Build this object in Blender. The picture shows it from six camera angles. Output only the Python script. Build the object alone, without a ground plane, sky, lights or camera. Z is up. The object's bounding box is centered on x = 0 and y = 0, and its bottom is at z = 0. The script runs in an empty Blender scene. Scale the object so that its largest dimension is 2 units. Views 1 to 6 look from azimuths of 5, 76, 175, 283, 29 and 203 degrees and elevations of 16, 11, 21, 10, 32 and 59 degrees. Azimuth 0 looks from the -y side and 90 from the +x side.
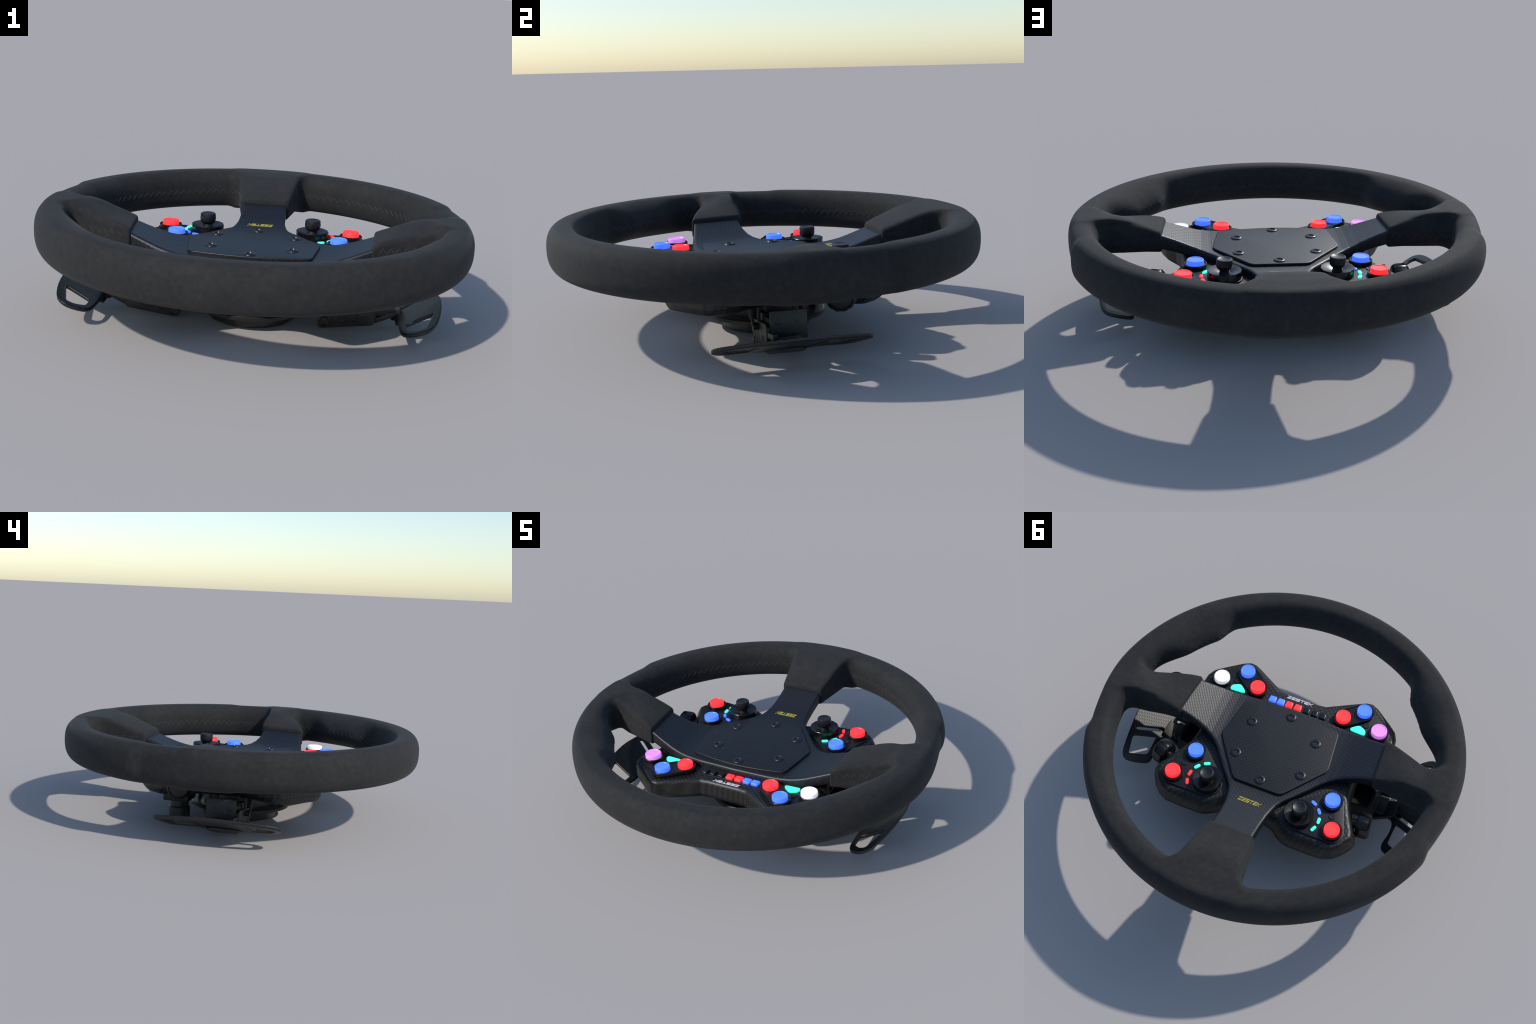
"""A sim-racing steering wheel lying face up: suede rim with three spokes, carbon
spoke frame and centre plate, a carbon button housing with lit push buttons,
joysticks and keys, and under it a hub, two shifter modules, shift paddles,
thumb wheels and a cable connector.  x is the left/right axis, the bottom spoke
points to +y.  Everything is built in world coordinates (origin on the ground)."""
import bpy, bmesh, math
import numpy as np
from mathutils import Vector, Matrix

pi = math.pi

# ----------------------------------------------------------------------------
# implicit-surface helpers
# ----------------------------------------------------------------------------
def smax(a, b, k):
    h = np.clip(0.5 + 0.5 * (a - b) / k, 0, 1)
    return b + (a - b) * h + k * h * (1 - h)

def smin(a, b, k):
    return -smax(-a, -b, k)

def sstep(e0, e1, x):
    t = np.clip((x - e0) / (e1 - e0), 0, 1)
    return t * t * (3 - 2 * t)

def poly_dist(x, y, pts):
    """signed distance to a closed polygon, negative inside"""
    n = len(pts)
    d = None
    inside = None
    for i in range(n):
        ax, ay = pts[i]
        bx, by = pts[(i + 1) % n]
        ex, ey = bx - ax, by - ay
        wx, wy = x - ax, y - ay
        t = np.clip((wx * ex + wy * ey) / (ex * ex + ey * ey + 1e-12), 0, 1)
        dd = (wx - ex * t) ** 2 + (wy - ey * t) ** 2
        c = ((ay > y) != (by > y))
        xc = ax + (y - ay) * (ex / (ey if abs(ey) > 1e-12 else 1e-12))
        cr = c & (x < xc)
        d = dd if d is None else np.minimum(d, dd)
        inside = cr if inside is None else inside ^ cr
    d = np.sqrt(d)
    return np.where(inside, -d, d)

def surface_net(f, lo, hi, h):
    lo = np.array(lo, float); hi = np.array(hi, float)
    n = np.ceil((hi - lo) / h).astype(int) + 1
    X = lo[0] + h * np.arange(n[0]); Y = lo[1] + h * np.arange(n[1]); Z = lo[2] + h * np.arange(n[2])
    S = f(X[:, None, None], Y[None, :, None], Z[None, None, :])
    S = np.broadcast_to(S, tuple(n)).astype(np.float64)
    S = np.where(np.abs(S) < 1e-9, 1e-9, S)
    c = n - 1
    acc = np.zeros((c[0], c[1], c[2], 3)); cnt = np.zeros(tuple(c))
    corners = [(i, j, k) for i in (0, 1) for j in (0, 1) for k in (0, 1)]
    def sl(o):
        return S[o[0]:o[0] + c[0], o[1]:o[1] + c[1], o[2]:o[2] + c[2]]
    for a in corners:
        for ax in range(3):
            if a[ax]:
                continue
            b = list(a); b[ax] = 1
            sa, sb = sl(a), sl(b)
            m = (sa < 0) != (sb < 0)
            t = np.where(m, sa / np.where(m, sa - sb, 1), 0)
            for q in range(3):
                acc[..., q] += np.where(m, a[q] + (t if q == ax else 0), 0)
            cnt += m
    act = cnt > 0
    idx = -np.ones(tuple(c), int)
    idx[act] = np.arange(act.sum())
    ijk = np.argwhere(act)
    V = lo + h * (ijk + acc[act] / cnt[act][:, None])
    F = []
    ins = S < 0
    for ax in range(3):
        u, v = (ax + 1) % 3, (ax + 2) % 3
        a = [slice(None)] * 3; b = [slice(None)] * 3
        a[ax] = slice(0, -1); b[ax] = slice(1, None)
        ia, ib = ins[tuple(a)], ins[tuple(b)]
        e = np.argwhere(ia != ib)
        ok = (e[:, u] > 0) & (e[:, v] > 0) & (e[:, u] < c[u]) & (e[:, v] < c[v])
        e = e[ok]
        s = ia[tuple(e.T)]
        def at(du, dv):
            q = e.copy(); q[:, u] -= du; q[:, v] -= dv
            return idx[tuple(q.T)]
        quad = np.stack([at(1, 1), at(0, 1), at(0, 0), at(1, 0)], 1)
        quad[~s] = quad[~s][:, ::-1]
        F.append(quad)
    F = np.concatenate(F)
    e = h * 0.05
    for _ in range(3):
        x, y, z = V.T
        g = np.stack([f(x + e, y, z) - f(x - e, y, z), f(x, y + e, z) - f(x, y - e, z), f(x, y, z + e) - f(x, y, z - e)], 1) / (2 * e)
        val = f(x, y, z)
        st = g * (val / np.maximum((g * g).sum(1), 1e-6))[:, None]
        ln = np.linalg.norm(st, axis=1)
        st *= np.minimum(1, 0.6 * h / np.maximum(ln, 1e-12))[:, None]
        V = V - st
    return V, F

# ----------------------------------------------------------------------------
# scene helpers
# ----------------------------------------------------------------------------
COLL = bpy.context.scene.collection

def link(name, mesh, parent, mat, angle=40.0, smooth=True):
    ob = bpy.data.objects.new(name, mesh)
    COLL.objects.link(ob)
    ob.parent = parent
    if mat is not None and len(mesh.materials) == 0:
        mesh.materials.append(mat)
    if smooth:
        mesh.polygons.foreach_set("use_smooth", [True] * len(mesh.polygons))
        if angle:
            mesh.set_sharp_from_angle(angle=math.radians(angle))
    mesh.update()
    return ob

def from_arrays(name, V, F, parent, mat, angle=None):
    me = bpy.data.meshes.new(name)
    me.from_pydata([tuple(v) for v in V], [], [tuple(int(i) for i in q) for q in F])
    return link(name, me, parent, mat, angle)

def bm_object(name, bm, parent, mat, angle=35.0):
    me = bpy.data.meshes.new(name)
    bmesh.ops.recalc_face_normals(bm, faces=bm.faces)
    bm.to_mesh(me); bm.free()
    return link(name, me, parent, mat, angle)

def add_prism(bm, pts, z0, z1, bevel=0.0, seg=2, xf=None, scale_top=1.0):
    cx = sum(p[0] for p in pts) / len(pts); cy = sum(p[1] for p in pts) / len(pts)
    b = bmesh.new()
    lo = [b.verts.new((p[0], p[1], z0)) for p in pts]
    hi = [b.verts.new((cx + (p[0] - cx) * scale_top, cy + (p[1] - cy) * scale_top, z1)) for p in pts]
    n = len(pts)
    top = b.faces.new(hi); b.faces.new(lo[::-1])
    for i in range(n):
        b.faces.new((lo[i], lo[(i + 1) % n], hi[(i + 1) % n], hi[i]))
    bmesh.ops.recalc_face_normals(b, faces=b.faces)
    if bevel:
        if n > 10:
            ed = [e for e in b.edges if len({round(v.co.z, 5) for v in e.verts}) == 1]
        else:
            ed = b.edges[:]
        bmesh.ops.bevel(b, geom=ed, offset=bevel, segments=seg, affect='EDGES', profile=0.6)
    if xf is not None:
        bmesh.ops.transform(b, matrix=xf, verts=b.verts)
    me = bpy.data.meshes.new("tmp"); b.to_mesh(me); b.free()
    bm.from_mesh(me); bpy.data.meshes.remove(me)

def add_box(bm, lo, hi, bevel=0.004, seg=2, xf=None):
    add_prism(bm, [(lo[0], lo[1]), (hi[0], lo[1]), (hi[0], hi[1]), (lo[0], hi[1])], lo[2], hi[2], bevel, seg, xf)

def add_lathe(bm, prof, seg=32, xf=None, phase=0.0):
    """profile of (radius, height), closed at both ends on the axis"""
    b = bmesh.new()
    rings = []
    for r, z in prof:
        if r < 1e-6:
            rings.append([b.verts.new((0, 0, z))])
        else:
            rings.append([b.verts.new((r * math.cos(2 * pi * (i + phase) / seg), r * math.sin(2 * pi * (i + phase) / seg), z)) for i in range(seg)])
    for A, B in zip(rings, rings[1:]):
        for i in range(seg):
            j = (i + 1) % seg
            if len(A) == 1 and len(B) == 1:
                break
            if len(A) == 1:
                b.faces.new((A[0], B[j], B[i]))
            elif len(B) == 1:
                b.faces.new((A[i], A[j], B[0]))
            else:
                b.faces.new((A[i], A[j], B[j], B[i]))
    bmesh.ops.recalc_face_normals(b, faces=b.faces)
    if xf is not None:
        bmesh.ops.transform(b, matrix=xf, verts=b.verts)
    me = bpy.data.meshes.new("tmp"); b.to_mesh(me); b.free()
    bm.from_mesh(me); bpy.data.meshes.remove(me)

def T(x, y, z):
    return Matrix.Translation((x, y, z))

def circle(cx, cy, r, n=24, ph=0.0):
    return [(cx + r * math.cos(2 * pi * (i + ph) / n), cy + r * math.sin(2 * pi * (i + ph) / n)) for i in range(n)]

def hull(points):
    P = sorted(set((round(a, 6), round(b, 6)) for a, b in points))
    def half(Q):
        H = []
        for p in Q:
            while len(H) > 1 and (H[-1][0] - H[-2][0]) * (p[1] - H[-2][1]) - (H[-1][1] - H[-2][1]) * (p[0] - H[-2][0]) <= 0:
                H.pop()
            H.append(p)
        return H
    a, b = half(P), half(P[::-1])
    return a[:-1] + b[:-1]

def round_poly(pts, r, n=5):
    """polygon with every corner replaced by an arc-like quadratic of reach r"""
    out = []
    m = len(pts)
    for i in range(m):
        p = Vector(pts[i]); a = Vector(pts[i - 1]); b = Vector(pts[(i + 1) % m])
        da, db = (a - p), (b - p)
        ra, rb = min(r, da.length * 0.45), min(r, db.length * 0.45)
        s = p + da.normalized() * ra; e = p + db.normalized() * rb
        for k in range(n + 1):
            t = k / n
            q = s * (1 - t) ** 2 + p * (2 * t * (1 - t)) + e * t * t
            out.append((q.x, q.y))
    return out

def smooth_closed(pts, it=2):
    """Chaikin corner cutting"""
    for _ in range(it):
        q = []
        for i in range(len(pts)):
            a, b = pts[i], pts[(i + 1) % len(pts)]
            q.append((a[0] * .75 + b[0] * .25, a[1] * .75 + b[1] * .25))
            q.append((a[0] * .25 + b[0] * .75, a[1] * .25 + b[1] * .75))
        pts = q
    return pts

def mirror(pts):
    return [(-a, b) for a, b in pts][::-1]

# ----------------------------------------------------------------------------
# materials
# ----------------------------------------------------------------------------
class Nodes:
    def __init__(self, name):
        self.m = bpy.data.materials.new(name)
        self.m.use_nodes = True
        self.t = self.m.node_tree
        self.bsdf = self.t.nodes["Principled BSDF"]
        self.co = self.t.nodes.new("ShaderNodeTexCoord").outputs["Object"]
    def new(self, typ, **kw):
        n = self.t.nodes.new(typ)
        for k, v in kw.items():
            setattr(n, k, v)
        return n
    def to(self, out, inp):
        self.t.links.new(out, inp)
    def math(self, op, a, b=None):
        n = self.new("ShaderNodeMath", operation=op)
        for i, v in enumerate((a, b)):
            if v is None:
                continue
            if isinstance(v, (int, float)):
                n.inputs[i].default_value = v
            else:
                self.to(v, n.inputs[i])
        return n.outputs[0]
    def noise(self, scale, detail=3, rough=0.6, vec=None):
        n = self.new("ShaderNodeTexNoise")
        n.inputs["Scale"].default_value = scale
        n.inputs["Detail"].default_value = detail
        n.inputs["Roughness"].default_value = rough
        self.to(vec if vec is not None else self.co, n.inputs["Vector"])
        return n.outputs["Fac"]
    def ramp(self, fac, stops):
        r = self.new("ShaderNodeValToRGB")
        el = r.color_ramp.elements
        while len(el) < len(stops):
            el.new(0.5)
        for e, (p, c) in zip(el, stops):
            e.position = p
            e.color = (*c, 1) if len(c) == 3 else c
        self.to(fac, r.inputs[0])
        return r.outputs[0]
    def bump(self, h, strength, dist=0.002):
        b = self.new("ShaderNodeBump")
        b.inputs["Strength"].default_value = strength
        b.inputs["Distance"].default_value = dist
        self.to(h, b.inputs["Height"])
        self.to(b.outputs[0], self.bsdf.inputs["Normal"])
    def set(self, **kw):
        for k, v in kw.items():
            self.bsdf.inputs[k.replace("_", " ")].default_value = v
        return self

def plain(name, col, rough=0.4, spec=0.5, metallic=0.0, grain=0.15, coat=0.0):
    n = Nodes(name)
    f = n.noise(26, 4)
    lo = tuple(c * (1 - grain) for c in col); hi = tuple(min(1, c * (1 + grain)) for c in col)
    n.to(n.ramp(f, [(0.3, lo), (0.7, hi)]), n.bsdf.inputs["Base Color"])
    n.set(Roughness=rough, Metallic=metallic)
    n.bsdf.inputs["Specular IOR Level"].default_value = spec
    n.bsdf.inputs["Coat Weight"].default_value = coat
    return n.m

def suede(name):
    n = Nodes(name)
    big = n.noise(7, 3, 0.6)
    blot = n.noise(38, 4, 0.62)
    fine = n.noise(230, 2, 0.6)
    mix = n.math('ADD', n.math('ADD', n.math('MULTIPLY', big, 0.35), n.math('MULTIPLY', blot, 0.5)), n.math('MULTIPLY', fine, 0.15))
    n.to(n.ramp(mix, [(0.36, (0.0125, 0.0126, 0.0130)), (0.5, (0.0175, 0.0175, 0.0178)), (0.64, (0.0240, 0.0237, 0.0235))]), n.bsdf.inputs["Base Color"])
    n.set(Roughness=0.85)
    n.bsdf.inputs["Specular IOR Level"].default_value = 0.28
    n.bsdf.inputs["Sheen Weight"].default_value = 0.035
    n.bsdf.inputs["Sheen Roughness"].default_value = 0.5
    n.bump(fine, 0.25, 0.0015)
    return n.m

def carbon(name, px, py, lo, hi, rough=0.42, angle=0.0, strength=0.3, spec=0.5, flat=0.0, lowcut=-0.15):
    """woven fibre: small raised dashes on a staggered grid px by py, wrapped on the walls"""
    n = Nodes(name)
    mp = n.new("ShaderNodeMapping")
    mp.inputs["Rotation"].default_value = (0, 0, angle)
    n.to(n.co, mp.inputs["Vector"])
    s = n.new("ShaderNodeSeparateXYZ")
    n.to(mp.outputs[0], s.inputs[0])
    zz = n.math('MULTIPLY', s.outputs[2], 0.85)
    u = n.math('MULTIPLY', n.math('ADD', s.outputs[0], zz), pi / px)
    v = n.math('MULTIPLY', n.math('ADD', s.outputs[1], zz), pi / py)
    sv = n.math('SINE', v)
    a = n.math('MULTIPLY', n.math('SINE', u), sv)
    if flat:                                            # narrow the dashes across
        a = n.math('MULTIPLY', a, n.math('POWER', n.math('ABSOLUTE', sv), flat))
    r = n.new("ShaderNodeMapRange", interpolation_type='SMOOTHSTEP')
    n.to(a, r.inputs[0])
    r.inputs[1].default_value = lowcut
    r.inputs[2].default_value = 1.0
    h = r.outputs[0]
    tone = n.math('ADD', n.math('MULTIPLY', h, 0.85), n.math('MULTIPLY', n.noise(60, 2), 0.15))
    n.to(n.ramp(tone, [(0.05, lo), (0.9, hi)]), n.bsdf.inputs["Base Color"])
    n.set(Roughness=rough)
    n.bsdf.inputs["Specular IOR Level"].default_value = spec
    geo = n.new("ShaderNodeNewGeometry")                # no relief on the polished edges
    sn = n.new("ShaderNodeSeparateXYZ")
    n.to(geo.outputs["True Normal"], sn.inputs[0])
    nz = n.math('ABSOLUTE', sn.outputs[2])
    flatness = n.math('MAXIMUM', n.math('GREATER_THAN', nz, 0.88), n.math('LESS_THAN', nz, 0.25))
    n.bump(n.math('MULTIPLY', h, flatness), strength, 0.0018)
    return n.m

def lit(name, base, glow, strength=1.0):
    n = Nodes(name)
    f = n.noise(40, 2)
    n.to(n.ramp(f, [(0.3, tuple(c * 0.97 for c in base)), (0.7, base)]), n.bsdf.inputs["Base Color"])
    n.set(Roughness=0.38)
    n.bsdf.inputs["Emission Color"].default_value = (*glow, 1)
    n.bsdf.inputs["Emission Strength"].default_value = strength
    return n.m

M_SUEDE = suede("rim_suede")
M_THREAD = plain("stitch_thread", (0.046, 0.046, 0.044), 0.8, 0.3)
M_FRAME = carbon("frame_carbon", 0.0133, 0.0112, (0.0050, 0.0062, 0.0098), (0.0120, 0.0135, 0.0170), 0.46, strength=0.26)
M_PLATE = carbon("plate_carbon", 0.0137, 0.0123, (0.0042, 0.0048, 0.0060), (0.0205, 0.0205, 0.0198), 0.44, strength=0.12, flat=1.6, lowcut=0.05)
M_HOUSING = carbon("housing_carbon", 0.0160, 0.0140, (0.0035, 0.0035, 0.0035), (0.0250, 0.0240, 0.0228), 0.46, strength=0.35)
M_PADDLE = carbon("paddle_carbon", 0.0150, 0.0125, (0.0060, 0.0063, 0.0066), (0.0160, 0.0160, 0.0155), 0.44, 0.25, strength=0.2, flat=0.8, lowcut=0.0)
M_GLOSS = plain("gloss_black_plastic", (0.0060, 0.0060, 0.0068), 0.29, 0.45)
M_SATIN = plain("satin_black_plastic", (0.0090, 0.0095, 0.011), 0.42, 0.45)
M_METAL = plain("anodised_black_metal", (0.012, 0.012, 0.0115), 0.42, 0.5)
M_HUB = plain("hub_dark_metal", (0.0155, 0.0148, 0.0135), 0.4, 0.5)
M_STEEL = plain("polished_steel", (0.30, 0.31, 0.33), 0.25, 0.5, metallic=1.0)
M_SCREW = plain("black_screw", (0.010, 0.011, 0.014), 0.34, 0.5)
M_YELLOW = plain("yellow_print", (0.37, 0.325, 0.050), 0.5, 0.3, grain=0.05)
M_WHITE = plain("white_print", (0.75, 0.76, 0.78), 0.5, 0.3, grain=0.03)
M_RED_L = lit("red_backlit", (0.75, 0.035, 0.035), (1.0, 0.026, 0.030))
M_BLUE_L = lit("blue_backlit", (0.075, 0.17, 0.8), (0.050, 0.150, 1.0))
M_PINK_L = lit("pink_backlit", (0.62, 0.26, 0.70), (0.42, 0.14, 0.50))
M_WHITE_L = lit("white_backlit", (0.80, 0.80, 0.82), (0.45, 0.46, 0.48))
M_GREEN_L = lit("green_backlit", (0.08, 0.75, 0.52), (0.035, 0.95, 0.60))

# ----------------------------------------------------------------------------
# the thing
# ----------------------------------------------------------------------------
wheel = bpy.data.objects.new("steering_wheel", None)
COLL.objects.link(wheel)
wheel["label"] = "black suede racing steering wheel with carbon spokes and lit buttons"
wheel["category"] = "steering wheel"

# ---- rim -------------------------------------------------------------------
R0, RA, RB, RP, RZ = 0.9248, 0.0752, 0.1026, 2.49, 0.4203

def rim_grips(ang):
    """thumb bulge on the inside and finger relief on the outside, per angle below/above the axle line"""
    bulge = 0.067 * sstep(53, 42, ang) * sstep(16, 31, ang)
    cut = 0.0215 * sstep(-12, 12, -ang) * sstep(20.5, 15, -ang)
    return bulge, cut

def rim_f(x, y, z):
    r = np.sqrt(x * x + y * y)
    ang = np.degrees(np.arctan2(-y, np.abs(x)))      # + towards the top of the wheel
    bulge, cut = rim_grips(ang)
    dz = (z - RZ) / RB
    dr = r - R0
    a = np.where(dr > 0, RA - cut, RA + bulge * np.clip(1.0 - 0.30 * dz, 0.5, 1.15))
    rp = np.where(dr > 0, RP, RP - 10.5 * bulge)
    b = 1 - 0.32 * cut / 0.0215 * 0.2
    g = (np.abs(dr / a) ** rp + np.abs(np.where(dz > 0, dz / b, dz)) ** rp) ** (1 / rp)
    torus = (g - 1) * 0.08
    # side spokes
    ax = np.abs(x)
    run = np.clip((ax - 0.55) / 0.18, 0, 1.3)
    low_edge = np.clip((-0.03 - y) / 0.16, 0, 1.3)           # the pad twists down towards the top of the wheel
    zt = smin(0.441 + 0.395 * (ax - 0.55) - run * np.minimum(run, 1.15) * 0.048 * low_edge, 0.5195 + 0 * ax, 0.025)
    wall_p = y - 0.006 - 0.020 * np.clip(run - 0.45, 0, 1) - (0.010 + 0.028 * np.clip(run, 0, 1)) * np.clip(1 - ((z - 0.41) / 0.075) ** 2, 0, 1)
    wall_m = (-0.243 + np.clip(ax - 0.55, -0.1, 0.3) * 0.42 - 0.35 * np.clip(run, 0, 1) * np.clip(0.455 - z, 0, 0.1)) - y
    seam = (0.5505 + 0.064 * y) - ax
    side = smax(wall_p, wall_m, 0.012)
    side = smax(side, (z - zt) * 0.92, 0.022)
    side = smax(side, 0.336 + 0.008 * run - z, 0.020)
    side = smax(side, seam, 0.012)
    side = smax(side, np.sqrt(x * x + y * y) - 0.92, 0.05)
    # bottom spoke
    zt = smin(0.436 + 0.385 * (y - 0.55) + 0.006 * (1 - (x / 0.13) ** 2), 0.5195 + 0 * y, 0.025)
    hw = 0.124 + 0.15 * np.clip(y - 0.55, -0.1, 0.3)
    low = smax(ax - hw, (z - zt) * 0.92, 0.022)
    low = smax(low, 0.336 - z, 0.020)
    low = smax(low, 0.546 - y, 0.012)
    low = smax(low, np.sqrt(x * x + y * y) - 0.92, 0.05)
    f = smin(torus, side, 0.070)
    f = smin(f, low, 0.070)
    return smax(f, (z - (RZ + RB)), 0.008)

V, F = surface_net(rim_f, (-1.02, -1.02, 0.30), (1.02, 1.02, 0.54), 0.0075)
rim = from_arrays("rim", V, F, wheel, M_SUEDE)

# zigzag stitching that follows the inner walls at one height
def stitch_loop(guide, z0, pitch=0.037, amp=0.0125):
    pts = []
    for (ax_, ay_), (bx_, by_) in zip(guide, guide[1:]):
        n = max(2, int(math.hypot(bx_ - ax_, by_ - ay_) / 0.004))
        for i in range(n):
            t = i / n
            pts.append((ax_ + (bx_ - ax_) * t, ay_ + (by_ - ay_) * t))
    P = np.array(pts)
    z = np.full(len(P), z0)
    e = 1e-4
    for _ in range(25):
        x, y = P.T
        v = rim_f(x, y, z)
        g = np.stack([rim_f(x + e, y, z) - rim_f(x - e, y, z), rim_f(x, y + e, z) - rim_f(x, y - e, z)], 1) / (2 * e)
        st = g * (v / np.maximum((g * g).sum(1), 0.02))[:, None]
        ln = np.linalg.norm(st, axis=1)[:, None]
        P = P - st * np.minimum(1, 0.02 / np.maximum(ln, 1e-9))
        P[1:-1] = 0.25 * P[:-2] + 0.5 * P[1:-1] + 0.25 * P[2:]
    seglen = np.r_[0, np.cumsum(np.linalg.norm(np.diff(P, axis=0), axis=1))]
    nz = int(seglen[-1] / (pitch / 8))
    s = np.linspace(0, seglen[-1], nz)
    x = np.interp(s, seglen, P[:, 0]); y = np.interp(s, seglen, P[:, 1])
    ph = s / pitch
    tri = 2 * np.abs(2 * (ph - np.floor(ph + 0.5))) - 1
    zz = z0 + amp * tri
    for _ in range(6):
        v = rim_f(x, y, zz)
        g = np.stack([rim_f(x + e, y, zz) - rim_f(x - e, y, zz), rim_f(x, y + e, zz) - rim_f(x, y - e, zz)], 1) / (2 * e)
        st = g * (v / np.maximum((g * g).sum(1), 0.05))[:, None]
        x = x - np.clip(st[:, 0], -.01, .01); y = y - np.clip(st[:, 1], -.01, .01)
    return np.stack([x, y, zz], 1)

def arc(r, a0, a1, n=40):
    return [(r * math.cos(math.radians(a0 + (a1 - a0) * i / n)), r * math.sin(math.radians(a0 + (a1 - a0) * i / n))) for i in range(n + 1)]

guides = [
    [(0.565, -0.232), (0.74, -0.17)] + arc(0.82, -20, -160) + [(-0.74, -0.17), (-0.565, -0.232)],
    [(0.565, 0.015), (0.78, 0.02)] + arc(0.845, 8, 76) + [(0.15, 0.72), (0.13, 0.565)],
    [(-0.565, 0.015), (-0.78, 0.02)] + arc(0.845, 172, 104) + [(-0.15, 0.72), (-0.13, 0.565)],
]
bm = bmesh.new()
for g in guides:
    L = stitch_loop(g, 0.412)
    ring = []
    n = len(L)
    for i in range(n):
        t = L[min(n - 1, i + 1)] - L[max(0, i - 1)]
        t = t / (np.linalg.norm(t) + 1e-9)
        rad = np.array([L[i][0], L[i][1], 0]); rad /= np.linalg.norm(rad)
        b = np.cross(t, rad); b /= np.linalg.norm(b) + 1e-9
        a = np.cross(b, t)
        ring.append([bm.verts.new(tuple(L[i] + 0.0017 * (a * math.cos(q) + b * math.sin(q)))) for q in np.arange(5) * 2 * pi / 5])
    for A, B in zip(ring, ring[1:]):
        for i in range(5):
            bm.faces.new((A[i], A[(i + 1) % 5], B[(i + 1) % 5], B[i]))
stitch = bm_object("stitching", bm, rim, M_THREAD, None)
stitch["kind"] = "stuff"

# ---- carbon spoke frame ----------------------------------------------------
half = [(0.0, -0.297), (0.20, -0.292), (0.32, -0.280), (0.41, -0.264), (0.48, -0.249), (0.548, -0.234),
        (0.563, 0.000), (0.50, 0.002), (0.45, 0.009), (0.40, 0.022), (0.36, 0.041), (0.33, 0.062), (0.30, 0.091), (0.25, 0.153),
        (0.20, 0.215), (0.172, 0.248), (0.153, 0.272), (0.138, 0.300), (0.128, 0.335), (0.119, 0.380), (0.114, 0.450), (0.113, 0.556)]
FRAME = half + mirror(half)[:-1]

def frame_top(x, y):
    ax = np.abs(x)
    zx = np.interp(ax, [0.24, 0.28, 0.32, 0.36, 0.40, 0.45, 0.50, 0.56], [0.3455, 0.3465, 0.350, 0.357, 0.368, 0.385, 0.403, 0.425])
    zy = np.interp(y, [0.24, 0.28, 0.32, 0.36, 0.41, 0.46, 0.50, 0.56], [0.3455, 0.3465, 0.350, 0.357, 0.368, 0.384, 0.398, 0.419])
    return np.maximum(zx, zy)

def frame_f(x, y, z):
    t = frame_top(x, y)
    d = poly_dist(x, y, FRAME) - 0.12 * np.clip(t - 0.008 - z, 0, 0.05) * sstep(-0.15, -0.24, y) * sstep(0.52, 0.40, np.abs(x))
    th = 0.048 + 0.3 * (t - 0.3455)
    f = smax(d, (z - t) * 0.93, 0.013 + 0.003 * sstep(-0.15, -0.24, y))
    return smax(f, t - th - z, 0.012)

V, F = surface_net(frame_f, (-0.585, -0.315, 0.275), (0.585, 0.575, 0.445), 0.006)
frame = from_arrays("spoke_frame", V, F, wheel, M_FRAME)

# ---- centre plate and its screws -------------------------------------------
plate_pts = [(0.276, -0.238), (0.309, 0.008), (0.134, 0.240), (-0.134, 0.240), (-0.309, 0.008), (-0.276, -0.238)]
front_bow = [(x, -0.273 + 0.035 * (abs(x) / 0.276) ** 1.8) for x in (-0.21, -0.14, -0.07, 0.0, 0.07, 0.14, 0.21)]
plate_pts = plate_pts + front_bow
bm = bmesh.new()
add_prism(bm, round_poly(plate_pts, 0.026, 6), 0.330, 0.3580, 0.0045, 3)
plate = bm_object("centre_plate", bm, wheel, M_PLATE, 40)

bm = bmesh.new()
add_lathe(bm, [(0.0, 0.0), (0.028, 0.0), (0.029, 0.0015), (0.028, 0.0045), (0.024, 0.0068), (0.0160, 0.0074), (0.0135, 0.0030), (0.0, 0.0022)], 28)
screw_mesh = bpy.data.meshes.new("plate_screw")
bmesh.ops.recalc_face_normals(bm, faces=bm.faces); bm.to_mesh(screw_mesh); bm.free()
for i in range(6):
    a = pi / 2 + i * pi / 3
    o = link("plate_screw", screw_mesh, plate, M_SCREW, 45)
    o.location = (0.214 * math.cos(a), -0.017 + 0.214 * math.sin(a), 0.3565)
    o.rotation_euler = (0, 0, 0.7 * i)

# ---- lettering --------------------------------------------------------------
def letter_strokes(ch, t):
    """strokes of one wide letter on a unit cell, as quads"""
    bar = lambda y, x0=0.0, x1=1.0: [(x0, y), (x1, y), (x1, y + t), (x0, y + t)]
    stem = lambda x, y0, y1, w=0.17: [(x, y0), (x + w, y0), (x + w, y1), (x, y1)]
    m = 0.5 - t / 2
    if ch == "Z":
        return [bar(1 - t), bar(0), [(0, t), (0.30, t), (1.0, 1 - t), (0.70, 1 - t)]]
    if ch == "E":
        return [bar(1 - t), bar(m, 0.0, 0.92), bar(0), stem(0, t, m)]
    if ch == "S":
        return [bar(1 - t), bar(m), bar(0), stem(0, m + t, 1 - t), stem(0.83, t, m)]
    if ch == "T":
        return [bar(1 - t), stem(0.42, 0, 1 - t)]
    if ch == "K":
        return [stem(0, 0, 1), [(0.17, 0.42), (0.40, 0.42), (1.05, 1.0), (0.78, 1.0)], [(0.32, 0.56), (0.45, 0.42), (1.0, 0.0), (0.74, 0.0)]]
    return []

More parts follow.
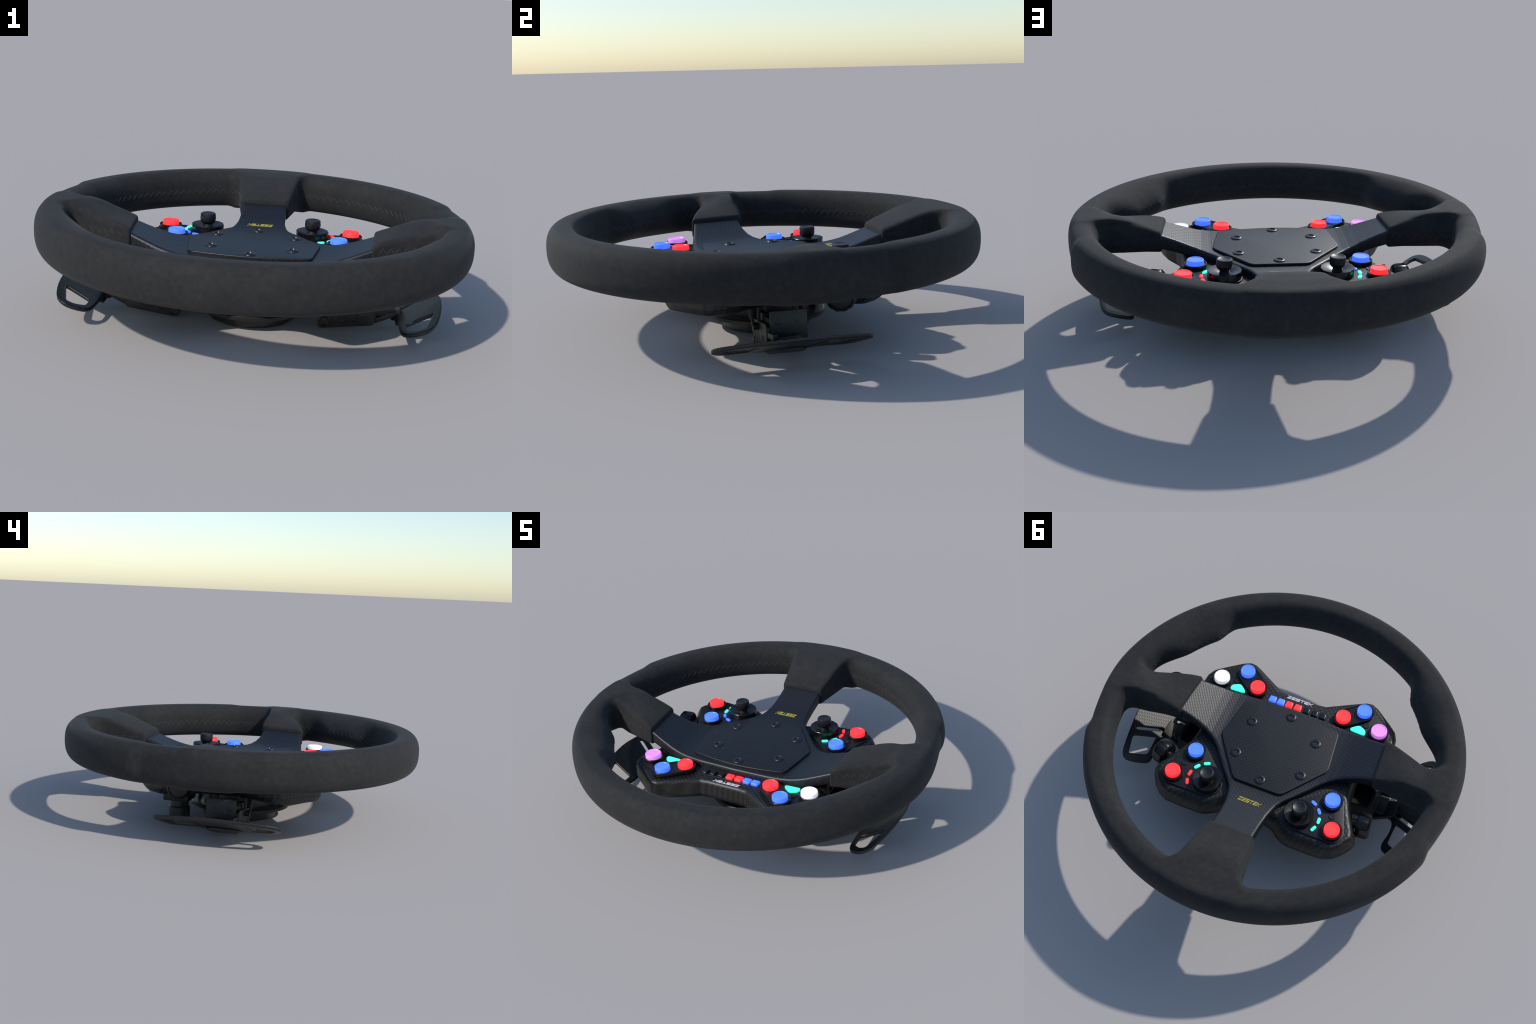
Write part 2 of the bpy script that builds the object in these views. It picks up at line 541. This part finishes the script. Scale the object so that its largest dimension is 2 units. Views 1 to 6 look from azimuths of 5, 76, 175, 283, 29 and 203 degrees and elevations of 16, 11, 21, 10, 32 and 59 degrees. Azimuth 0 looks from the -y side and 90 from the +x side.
def lettering(word, name, parent, mat, origin, width, height, z_of, shear=0.20, thick=0.0009):
    """origin is the middle of the word; it reads from +x to -x, top towards -y"""
    bm = bmesh.new()
    n = len(word)
    gap = 0.11
    cell = width / (n + gap * (n - 1))
    t = 0.23
    for i, ch in enumerate(word):
        for q in letter_strokes(ch, t):
            ring = []
            for px, py in q:
                u = -width / 2 + i * cell * (1 + gap) + px * cell + (py - 0.5) * height * shear
                v = (py - 0.5) * height
                ring.append((origin[0] - u, origin[1] - v))
            lo = [bm.verts.new((a, b, z_of(a, b) - 0.001)) for a, b in ring]
            hi = [bm.verts.new((a, b, z_of(a, b) + thick)) for a, b in ring]
            bm.faces.new(hi); bm.faces.new(lo[::-1])
            for k in range(4):
                bm.faces.new((lo[k], lo[(k + 1) % 4], hi[(k + 1) % 4], hi[k]))
    return bm_object(name, bm, parent, mat, 30)

lettering("ZESTEK", "yellow_lettering", frame, M_YELLOW, (-0.002, 0.335), 0.124, 0.024, lambda a, b: float(frame_top(np.array(a), np.array(b))) + 0.0004)

# ---- carbon button housing --------------------------------------------------
bh = [(0.0, -0.404), (0.09, -0.404), (0.135, -0.410), (0.165, -0.428), (0.30, -0.505), (0.335, -0.523), (0.37, -0.527), (0.41, -0.507),
      (0.50, -0.437), (0.545, -0.398), (0.565, -0.355), (0.567, -0.310), (0.540, -0.245), (0.487, -0.160), (0.460, -0.08), (0.457, 0.0), (0.470, 0.075),
      (0.508, 0.170), (0.558, 0.262), (0.569, 0.300), (0.556, 0.348), (0.525, 0.395), (0.488, 0.430), (0.440, 0.452), (0.38, 0.456),
      (0.25, 0.456), (0.215, 0.447), (0.175, 0.424), (0.145, 0.400), (0.09, 0.385), (0.0, 0.385)]
bh = [(a + (0.006 if b > 0.1 and a > 0.4 else 0), b - (0.004 if b < -0.3 else 0) - (0.016 if b > 0.3 else 0)) for a, b in bh]
HOUSE = bh + mirror(bh)[1:-1]
PANEL_Z = 0.318

def house_f(x, y, z):
    d = poly_dist(x, y, HOUSE)
    lower = sstep(-0.15, 0.12, y)                       # the lower lobes are more domed than the ears
    zm = 0.284 - 0.042 * lower
    wall = d + (0.014 + 0.036 * lower * (1 - 0.6 * sstep(0.34, 0.46, np.abs(x)))) * (np.clip(z - zm, 0, 1) / (0.026 + 0.041 * lower)) ** 1.6 * 0.9 + (0.55 + 0.30 * lower) * np.clip(0.224 - z, 0, 1)
    depth = np.clip(-d - 0.025, 0, 0.25)
    zb = 0.194 - 0.22 * depth
    f = smax(wall, z - 0.309, 0.016)
    return smax(f, zb - z, 0.014)

V, F = surface_net(house_f, (-0.60, -0.56, 0.125), (0.60, 0.49, 0.325), 0.0065)
housing = from_arrays("button_housing", V, F, wheel, M_HOUSING)

lettering("ZESTEK", "white_lettering", housing, M_WHITE, (0.010, -0.383), 0.150, 0.0185, lambda a, b: 0.3085)

# black insert panels
for s in (1, -1):
    bm = bmesh.new()
    ear = hull(circle(s * .466, -.340, .060) + circle(s * .349, -.434, .047) + circle(s * .2545, -.355, .047) + circle(s * .40, -.26, .03))
    add_prism(bm, ear, 0.290, PANEL_Z, 0.004, 2)
    lobe = hull(circle(s * .391, .156, .062) + circle(s * .4515, .317, .062) + circle(s * .260, .294, .083))
    add_prism(bm, lobe, 0.290, PANEL_Z, 0.004, 2)
    bm_object("insert_panel", bm, housing, M_SATIN, 40)

# button cups
def cup_profile(r):
    return [(0.0, -0.004), (r - 0.001, -0.004), (r, 0.0), (r, 0.0175), (r - 0.002, 0.0195), (r - 0.006, 0.0195), (r - 0.010, 0.014), (0.0, 0.014)]

def mesh_of(bm, name):
    me = bpy.data.meshes.new(name)
    bmesh.ops.recalc_face_normals(bm, faces=bm.faces); bm.to_mesh(me); bm.free()
    return me

bm = bmesh.new(); add_lathe(bm, cup_profile(0.056), 14)
cup_mesh = mesh_of(bm, "button_cup")
for p in [(.467, -.341), (-.467, -.341), (.392, .154), (-.392, .154), (.450, .316), (-.450, .316)]:
    o = link("button_cup", cup_mesh, housing, M_GLOSS, 28)
    o.location = (p[0], p[1], PANEL_Z)

def stadium(a, b, r, n=9):
    a, b = Vector(a), Vector(b)
    d = (b - a).normalized(); w = math.atan2(d.y, d.x)
    out = [(b.x + r * math.cos(w - pi / 2 + pi * i / n), b.y + r * math.sin(w - pi / 2 + pi * i / n)) for i in range(n + 1)]
    out += [(a.x + r * math.cos(w + pi / 2 + pi * i / n), a.y + r * math.sin(w + pi / 2 + pi * i / n)) for i in range(n + 1)]
    return out

for s in (1, -1):
    a, b = (s * .349, -.434), (s * .255, -.355)
    bm = bmesh.new()
    rings = []
    for r, z in [(.055, -.004), (.056, 0), (.056, .0175), (.054, .0195), (.050, .0195), (.046, .014)]:
        rings.append([bm.verts.new((p[0], p[1], PANEL_Z + z)) for p in stadium(a, b, r)])
    for A, B in zip(rings, rings[1:]):
        m = len(A)
        for i in range(m):
            bm.faces.new((A[i], A[(i + 1) % m], B[(i + 1) % m], B[i]))
    bm.faces.new(rings[-1]); bm.faces.new(rings[0][::-1])
    bm_object("twin_button_cup", bm, housing, M_GLOSS, 28)

# push buttons
def button_mesh(r, name):
    bm = bmesh.new()
    h = 0.032
    add_lathe(bm, [(0, 0), (r, 0), (r, h - 0.005), (r - 0.0012, h - 0.002), (r - 0.004, h), (r - 0.0065, h - 0.0004), (r - 0.0085, h - 0.003), (0, h - 0.0035)], 24)
    return mesh_of(bm, name)

BUTTONS = [(.467, -.341, .0437, M_WHITE_L), (-.467, -.341, .0437, M_PINK_L),
           (.349, -.434, .041, M_BLUE_L), (-.349, -.434, .041, M_BLUE_L), (.255, -.355, .041, M_RED_L), (-.255, -.355, .041, M_RED_L),
           (.392, .154, .041, M_BLUE_L), (-.392, .154, .041, M_BLUE_L), (.450, .316, .041, M_RED_L), (-.450, .316, .041, M_RED_L)]
cache = {}
for x, y, r, m in BUTTONS:
    key = (r, m.name)
    if key not in cache:
        cache[key] = button_mesh(r, "push_button")
    o = link("push_button", cache[key], housing, m, 30)
    o.location = (x, y, 0.3245)

# joysticks: faceted dish, stem and grooved cap
bm = bmesh.new()
add_lathe(bm, [(0, -.004), (.078, -.004), (.0795, 0), (.0795, .034), (.078, .036), (.075, .036), (.032, .020), (.024, .018), (0, .018)], 14)
dish_mesh = mesh_of(bm, "joystick_dish")
bm = bmesh.new()
add_lathe(bm, [(0, .014), (.026, .014), (.020, .046), (0, .046)], 20)
add_lathe(bm, [(.0, .036), (.022, .037), (.031, .043), (.0370, .052), (.038, .060), (.0378, .082), (.0365, .088), (.033, .0905), (.029, .0900), (.027, .0885), (0, .0880)], 28)
cap_mesh = mesh_of(bm, "joystick")
bm = bmesh.new()
for i in range(8):
    a = i * pi / 4
    xf = Matrix.Rotation(a, 4, 'Z') @ T(0.0372, 0, 0.066) @ Matrix.Rotation(0.55, 4, 'X')
    add_box(bm, (-0.0015, -0.0022, -0.009), (0.0016, 0.0022, 0.009), 0.0012, 1, xf)
groove_mesh = mesh_of(bm, "cap_groove")
for s in (1, -1):
    o = link("joystick_dish", dish_mesh, housing, M_GLOSS, 25); o.location = (s * .260, .292, PANEL_Z)
    o = link("joystick", cap_mesh, housing, M_SATIN, 40); o.location = (s * .260, .292, PANEL_Z)
    g = link("cap_groove", groove_mesh, housing, M_GLOSS, 40); g.location = (s * .260, .292, PANEL_Z)

# small lit dashes around the joysticks
for s in (1, -1):
    for ang, c in ((-64, 1), (-34.5, 1), (-5, 0), (23.5, 0)):
        cx, cy, r = .260, .292, .1075
        pa, pb = [(s * (cx + r * math.cos(math.radians(ang + d))), cy + r * math.sin(math.radians(ang + d))) for d in (-5.3, 5.3)]
        bm = bmesh.new()
        add_prism(bm, stadium(pa, pb, 0.0082, 6), PANEL_Z - 0.002, PANEL_Z + 0.0075, 0.003, 2)
        m = M_GREEN_L if c == 1 else M_RED_L
        if s < 0:
            m = M_BLUE_L if c == 1 else M_GREEN_L
        bm_object("indicator_light", bm, housing, m, 50)

# green side keys
for s in (1, -1):
    bm = bmesh.new()
    pts = [(s * .312, -.310), (s * .322, -.322), (s * .349, -.344), (s * .362, -.345), (s * .394, -.328), (s * .400, -.312), (s * .397, -.298), (s * .322, -.301)]
    add_prism(bm, round_poly(pts, 0.008, 3), PANEL_Z - 0.002, PANEL_Z + 0.011, 0.003, 2)
    bm_object("side_key", bm, housing, M_GREEN_L, 40)

# panel screws
bm = bmesh.new()
add_lathe(bm, [(0, 0), (.0175, 0), (.0175, .003), (.0155, .0045), (.008, .0045), (.007, .003), (0, .003)], 20)
ps_mesh = mesh_of(bm, "panel_screw")
for p in [(.421, .234), (-.421, .234), (.387, -.366), (-.387, -.366)]:
    o = link("panel_screw", ps_mesh, housing, M_SATIN, 35); o.location = (p[0], p[1], PANEL_Z)

# row of small keys
bm = bmesh.new()
add_prism(bm, round_poly([(.182, -.353), (.186, -.295), (-.175, -.295), (-.170, -.353)], .012, 4), .290, .3093, .0005, 1)
bm_object("key_tray", bm, housing, M_SATIN, 40)
for x, m in [(.153, M_BLUE_L), (.104, M_BLUE_L), (.055, M_RED_L), (.003, M_RED_L), (-.050, M_GLOSS), (-.098, M_GLOSS), (-.145, M_GLOSS)]:
    bm = bmesh.new()
    w = 0.0215 if m is not M_GLOSS else 0.018
    add_prism(bm, [(x - w * .86, -.350), (x + w * .86, -.350), (x + w, -.312), (x - w, -.312)], .300, .3225 if m is not M_GLOSS else .320, .0055, 3)
    bm_object("row_key", bm, housing, m, 50)

# ---- hub under the wheel ----------------------------------------------------
bm = bmesh.new()
add_lathe(bm, [(0, 0.0), (.200, 0.0), (.209, .005), (.211, .012), (.213, .052), (.200, .056), (0, .056)], 14, None, 0.5)
hub = bm_object("hub", bm, wheel, M_HUB, 25)
bm = bmesh.new()
add_lathe(bm, [(.20, .056), (.272, .057), (.282, .061), (.283, .076), (.276, .082), (.24, .083), (.225, .077), (.20, .077), (.20, .056)], 48)
bm_object("hub_flange", bm, hub, M_HUB, 35)
bm = bmesh.new()
add_lathe(bm, [(0, .05), (.205, .05), (.205, .135), (.222, .140), (.226, .146), (.226, .175), (0, .175)], 48)
for i in range(6):                                     # release pins between flange and housing
    a = 2 * pi * i / 6 + pi / 6
    add_lathe(bm, [(0, .07), (.012, .07), (.012, .175), (0, .175)], 14, T(.240 * math.cos(a), .240 * math.sin(a), 0))
bm_object("hub_neck", bm, hub, M_METAL, 35)

# ---- shift paddles ----------------------------------------------------------
PAD = [(.684, -.290), (.690, -.350), (.716, -.392), (.770, -.420), (.805, -.412), (.832, -.375), (.856, -.275), (.871, -.160), (.875, -.060), (.865, .030),
       (.850, .130), (.834, .215), (.812, .246), (.770, .238), (.712, .208), (.690, .185), (.686, .150), (.702, .090), (.700, .030), (.684, .000), (.664, -.006), (.654, -.03), (.652, -.085), (.662, -.108), (.676, -.118), (.681, -.16)]
PAD_S = smooth_closed(PAD, 1)
H1 = round_poly([(.829, -.228), (.786, -.378), (.752, -.373), (.713, -.335), (.711, -.256)], .014, 4)
H2 = round_poly([(.832, .092), (.722, .026), (.716, .152), (.804, .205)], .016, 4)
SLOT = stadium((.712, -.030), (.826, .038), .0105, 6)

def paddle_f(x, y, z):
    d = np.maximum(poly_dist(x, y, PAD_S), -poly_dist(x, y, H1))
    d = np.maximum(d, -poly_dist(x, y, H2))
    d = np.maximum(d, -poly_dist(x, y, SLOT))
    return smax(d, np.abs(z) - 0.0088, 0.0045)

PV, PF = surface_net(paddle_f, (.64, -.44, -.016), (.89, .27, .016), 0.0036)

def paddle_plane(x):
    return 0.081 + 0.45 * (x - 0.70)

for s in (1, -1):
    V = PV.copy()
    V[:, 2] += paddle_plane(V[:, 0])
    if s < 0:
        V += (0.001, 0, 0.003)
    V[:, 0] *= s
    F = PF if s > 0 else PF[:, ::-1]
    pad = from_arrays("shift_paddle", V, F, wheel, M_PADDLE, 60)
    tilt = Matrix.Rotation(-math.atan(0.45), 4, 'Y')
    def loc(x):
        return (Matrix.Scale(-1, 4, (1, 0, 0)) if s < 0 else Matrix.Identity(4)) @ T(x, 0, paddle_plane(x)) @ tilt
    bm = bmesh.new()
    # upper block and lower clamp plate that hold the paddle
    add_prism(bm, round_poly([(-.075, -.108), (.056, -.108), (.060, -.012), (-.070, .018)], .01, 3), .0072, .030, .004, 2, loc(.652))
    add_prism(bm, [(-.030, -.160), (.02, -.185), (.045, -.150), (.050, -.045), (.02, -.012), (-.030, -.02)], -.017, -.0068, .002, 1, loc(.695))
    bm_object("paddle_clamp", bm, pad, M_METAL, 35)

# ---- shifter modules --------------------------------------------------------
for s in (1, -1):
    fl = Matrix.Scale(-1, 4, (1, 0, 0)) if s < 0 else Matrix.Identity(4)
    tl = fl @ T(.35, .011, 0) @ Matrix.Rotation(-0.13, 4, 'Y')
    bm = bmesh.new()
    add_box(bm, (.00, -.135, .032), (.110, .024, .150), .008, 2, tl)
    add_box(bm, (.00, -.110, .145), (.075, .005, .215), .006, 2, tl)
    add_box(bm, (.105, -.133, .033), (.240, .022, .075), .004, 1, tl)           # floor of the open bay
    add_box(bm, (.226, -.136, .031), (.245, .025, .172), .005, 2, tl)           # outer cheek
    add_box(bm, (.105, -.134, .032), (.230, -.120, .140), .003, 1, tl)
    add_box(bm, (.105, .010, .032), (.230, .023, .140), .003, 1, tl)             # gearbox of the shifter
    mod = bm_object("shifter_module", bm, wheel, M_METAL, 35)
    bm = bmesh.new()
    # front cover with one rounded end, standing on edge
    up = tl @ T(0, -.132, 0) @ Matrix.Rotation(pi / 2, 4, 'X')
    add_prism(bm, round_poly([(-.028, .008), (.235, .008), (.235, .118), (-.028, .118)], .026, 5), 0, .022, .004, 2, up)
    bm_object("module_cover", bm, mod, M_METAL, 35)
    bm = bmesh.new()
    for cx, w, h in ((.055, .020, .042), (.128, .030, .050)):
        for (u0, u1, v0, v1) in ((cx - w, cx - w + .004, .048, .048 + h), (cx + w - .004, cx + w, .048, .048 + h), (cx - w, cx + w, .044, .048)):
            add_box(bm, (u0, v0 - .012, .020), (u1, v1 - .012, .0235), .001, 1, up)
    add_lathe(bm, [(0, .018), (.024, .018), (.024, .023), (.021, .025), (.018, .023), (.017, .020), (0, .020)], 24, up @ T(.005, .042, 0))
    add_lathe(bm, [(0, .018), (.012, .018), (.012, .023), (.0095, .0235), (.009, .020), (0, .020)], 18, up @ T(.180, .055, 0))
    bm_object("cover_relief", bm, mod, M_GLOSS, 35)
    # links at the outer side, bracket to the paddle, sockets in the outer face
    bm = bmesh.new()
    for y0, y1 in ((-.188, -.172), (-.148, -.150)):
        lean = Matrix(((1, 0, 0, 0), (0, 1, (y0 - y1) / .09, 0), (0, 0, 1, 0), (0, 0, 0, 1)))
        add_box(bm, (-.008, -.007, 0), (.008, .007, .100), .004, 2, tl @ T(.095, y1, .090) @ lean)
    add_lathe(bm, [(0, -.030), (.016, -.030), (.016, .022), (0, .022)], 18, tl @ T(.095, -.155, .095) @ Matrix.Rotation(pi / 2, 4, 'X'))
    add_box(bm, (.200, -.118, .040), (.300, -.018, .070), .006, 2, tl)
    add_box(bm, (.215, -.150, .060), (.330, -.128, .085), .004, 2, tl)
    bm_object("paddle_linkage", bm, mod, M_METAL, 35)
    bm = bmesh.new()
    out = tl @ T(.2455, 0, 0) @ Matrix.Rotation(pi / 2, 4, 'Y')
    for (py, pz, r) in ((-.105, .125, .012), (-.02, .125, .006)):
        add_lathe(bm, [(0, -.004), (r, -.004), (r, .0012), (r - .002, .0016), (r - .003, -.002), (0, -.002)], 18, out @ T(-pz, py, 0))
    add_box(bm, (-.075, -.13, -.004), (-.060, -.01, .0014), .001, 1, out)
    bm_object("module_socket", bm, mod, M_GLOSS, 35)

# ---- thumb wheels -----------------------------------------------------------
for s in (1, -1):
    bm = bmesh.new()
    seg = 48
    prof = [(0, -.036), (.055, -.036), (.063, -.031), (.068, -.022), (.068, .022), (.063, .031), (.055, .036), (.052, .033), (.049, .036), (0, .037)]
    b0 = len(bm.verts)
    add_lathe(bm, prof, seg)
    bm.verts.ensure_lookup_table()
    for v in bm.verts:                                   # grip flutes
        r = math.hypot(v.co.x, v.co.y)
        if r > 0.06:
            a = math.atan2(v.co.y, v.co.x)
            k = 1 - 0.045 * (0.5 + 0.5 * math.cos(12 * a)) ** 2
            v.co.x *= k; v.co.y *= k
    M = T(s * .582, .182, .250) @ Matrix.Rotation(s * pi / 2, 4, 'Y') @ Matrix.Rotation(-0.28, 4, 'X')
    bmesh.ops.transform(bm, matrix=T(s * .580, .182, .250) @ Matrix.Rotation(-s * 0.30 if s > 0 else 0.12, 4, 'Z') @ Matrix.Rotation(s * pi / 2, 4, 'Y'), verts=bm.verts)
    add_lathe(bm, [(0, -.10), (.026, -.10), (.026, -.03), (0, -.03)], 20, T(s * .580, .182, .250) @ Matrix.Rotation(-s * 0.30 if s > 0 else 0.12, 4, 'Z') @ Matrix.Rotation(s * pi / 2, 4, 'Y'))
    bm_object("thumb_wheel", bm, wheel, M_GLOSS, 35)

# ---- cable connector under one lobe -----------------------------------------
bm = bmesh.new()
add_box(bm, (-.385, .195, .122), (-.235, .340, .205), .010, 2)
add_lathe(bm, [(0, .086), (.050, .086), (.050, .125), (0, .125)], 28, T(-.31, .266, 0))
add_lathe(bm, [(0, .024), (.052, .024), (.058, .028), (.058, .082), (.054, .087), (0, .088)], 28, T(-.31, .266, 0))
bm_object("cable_connector", bm, wheel, M_METAL, 35)
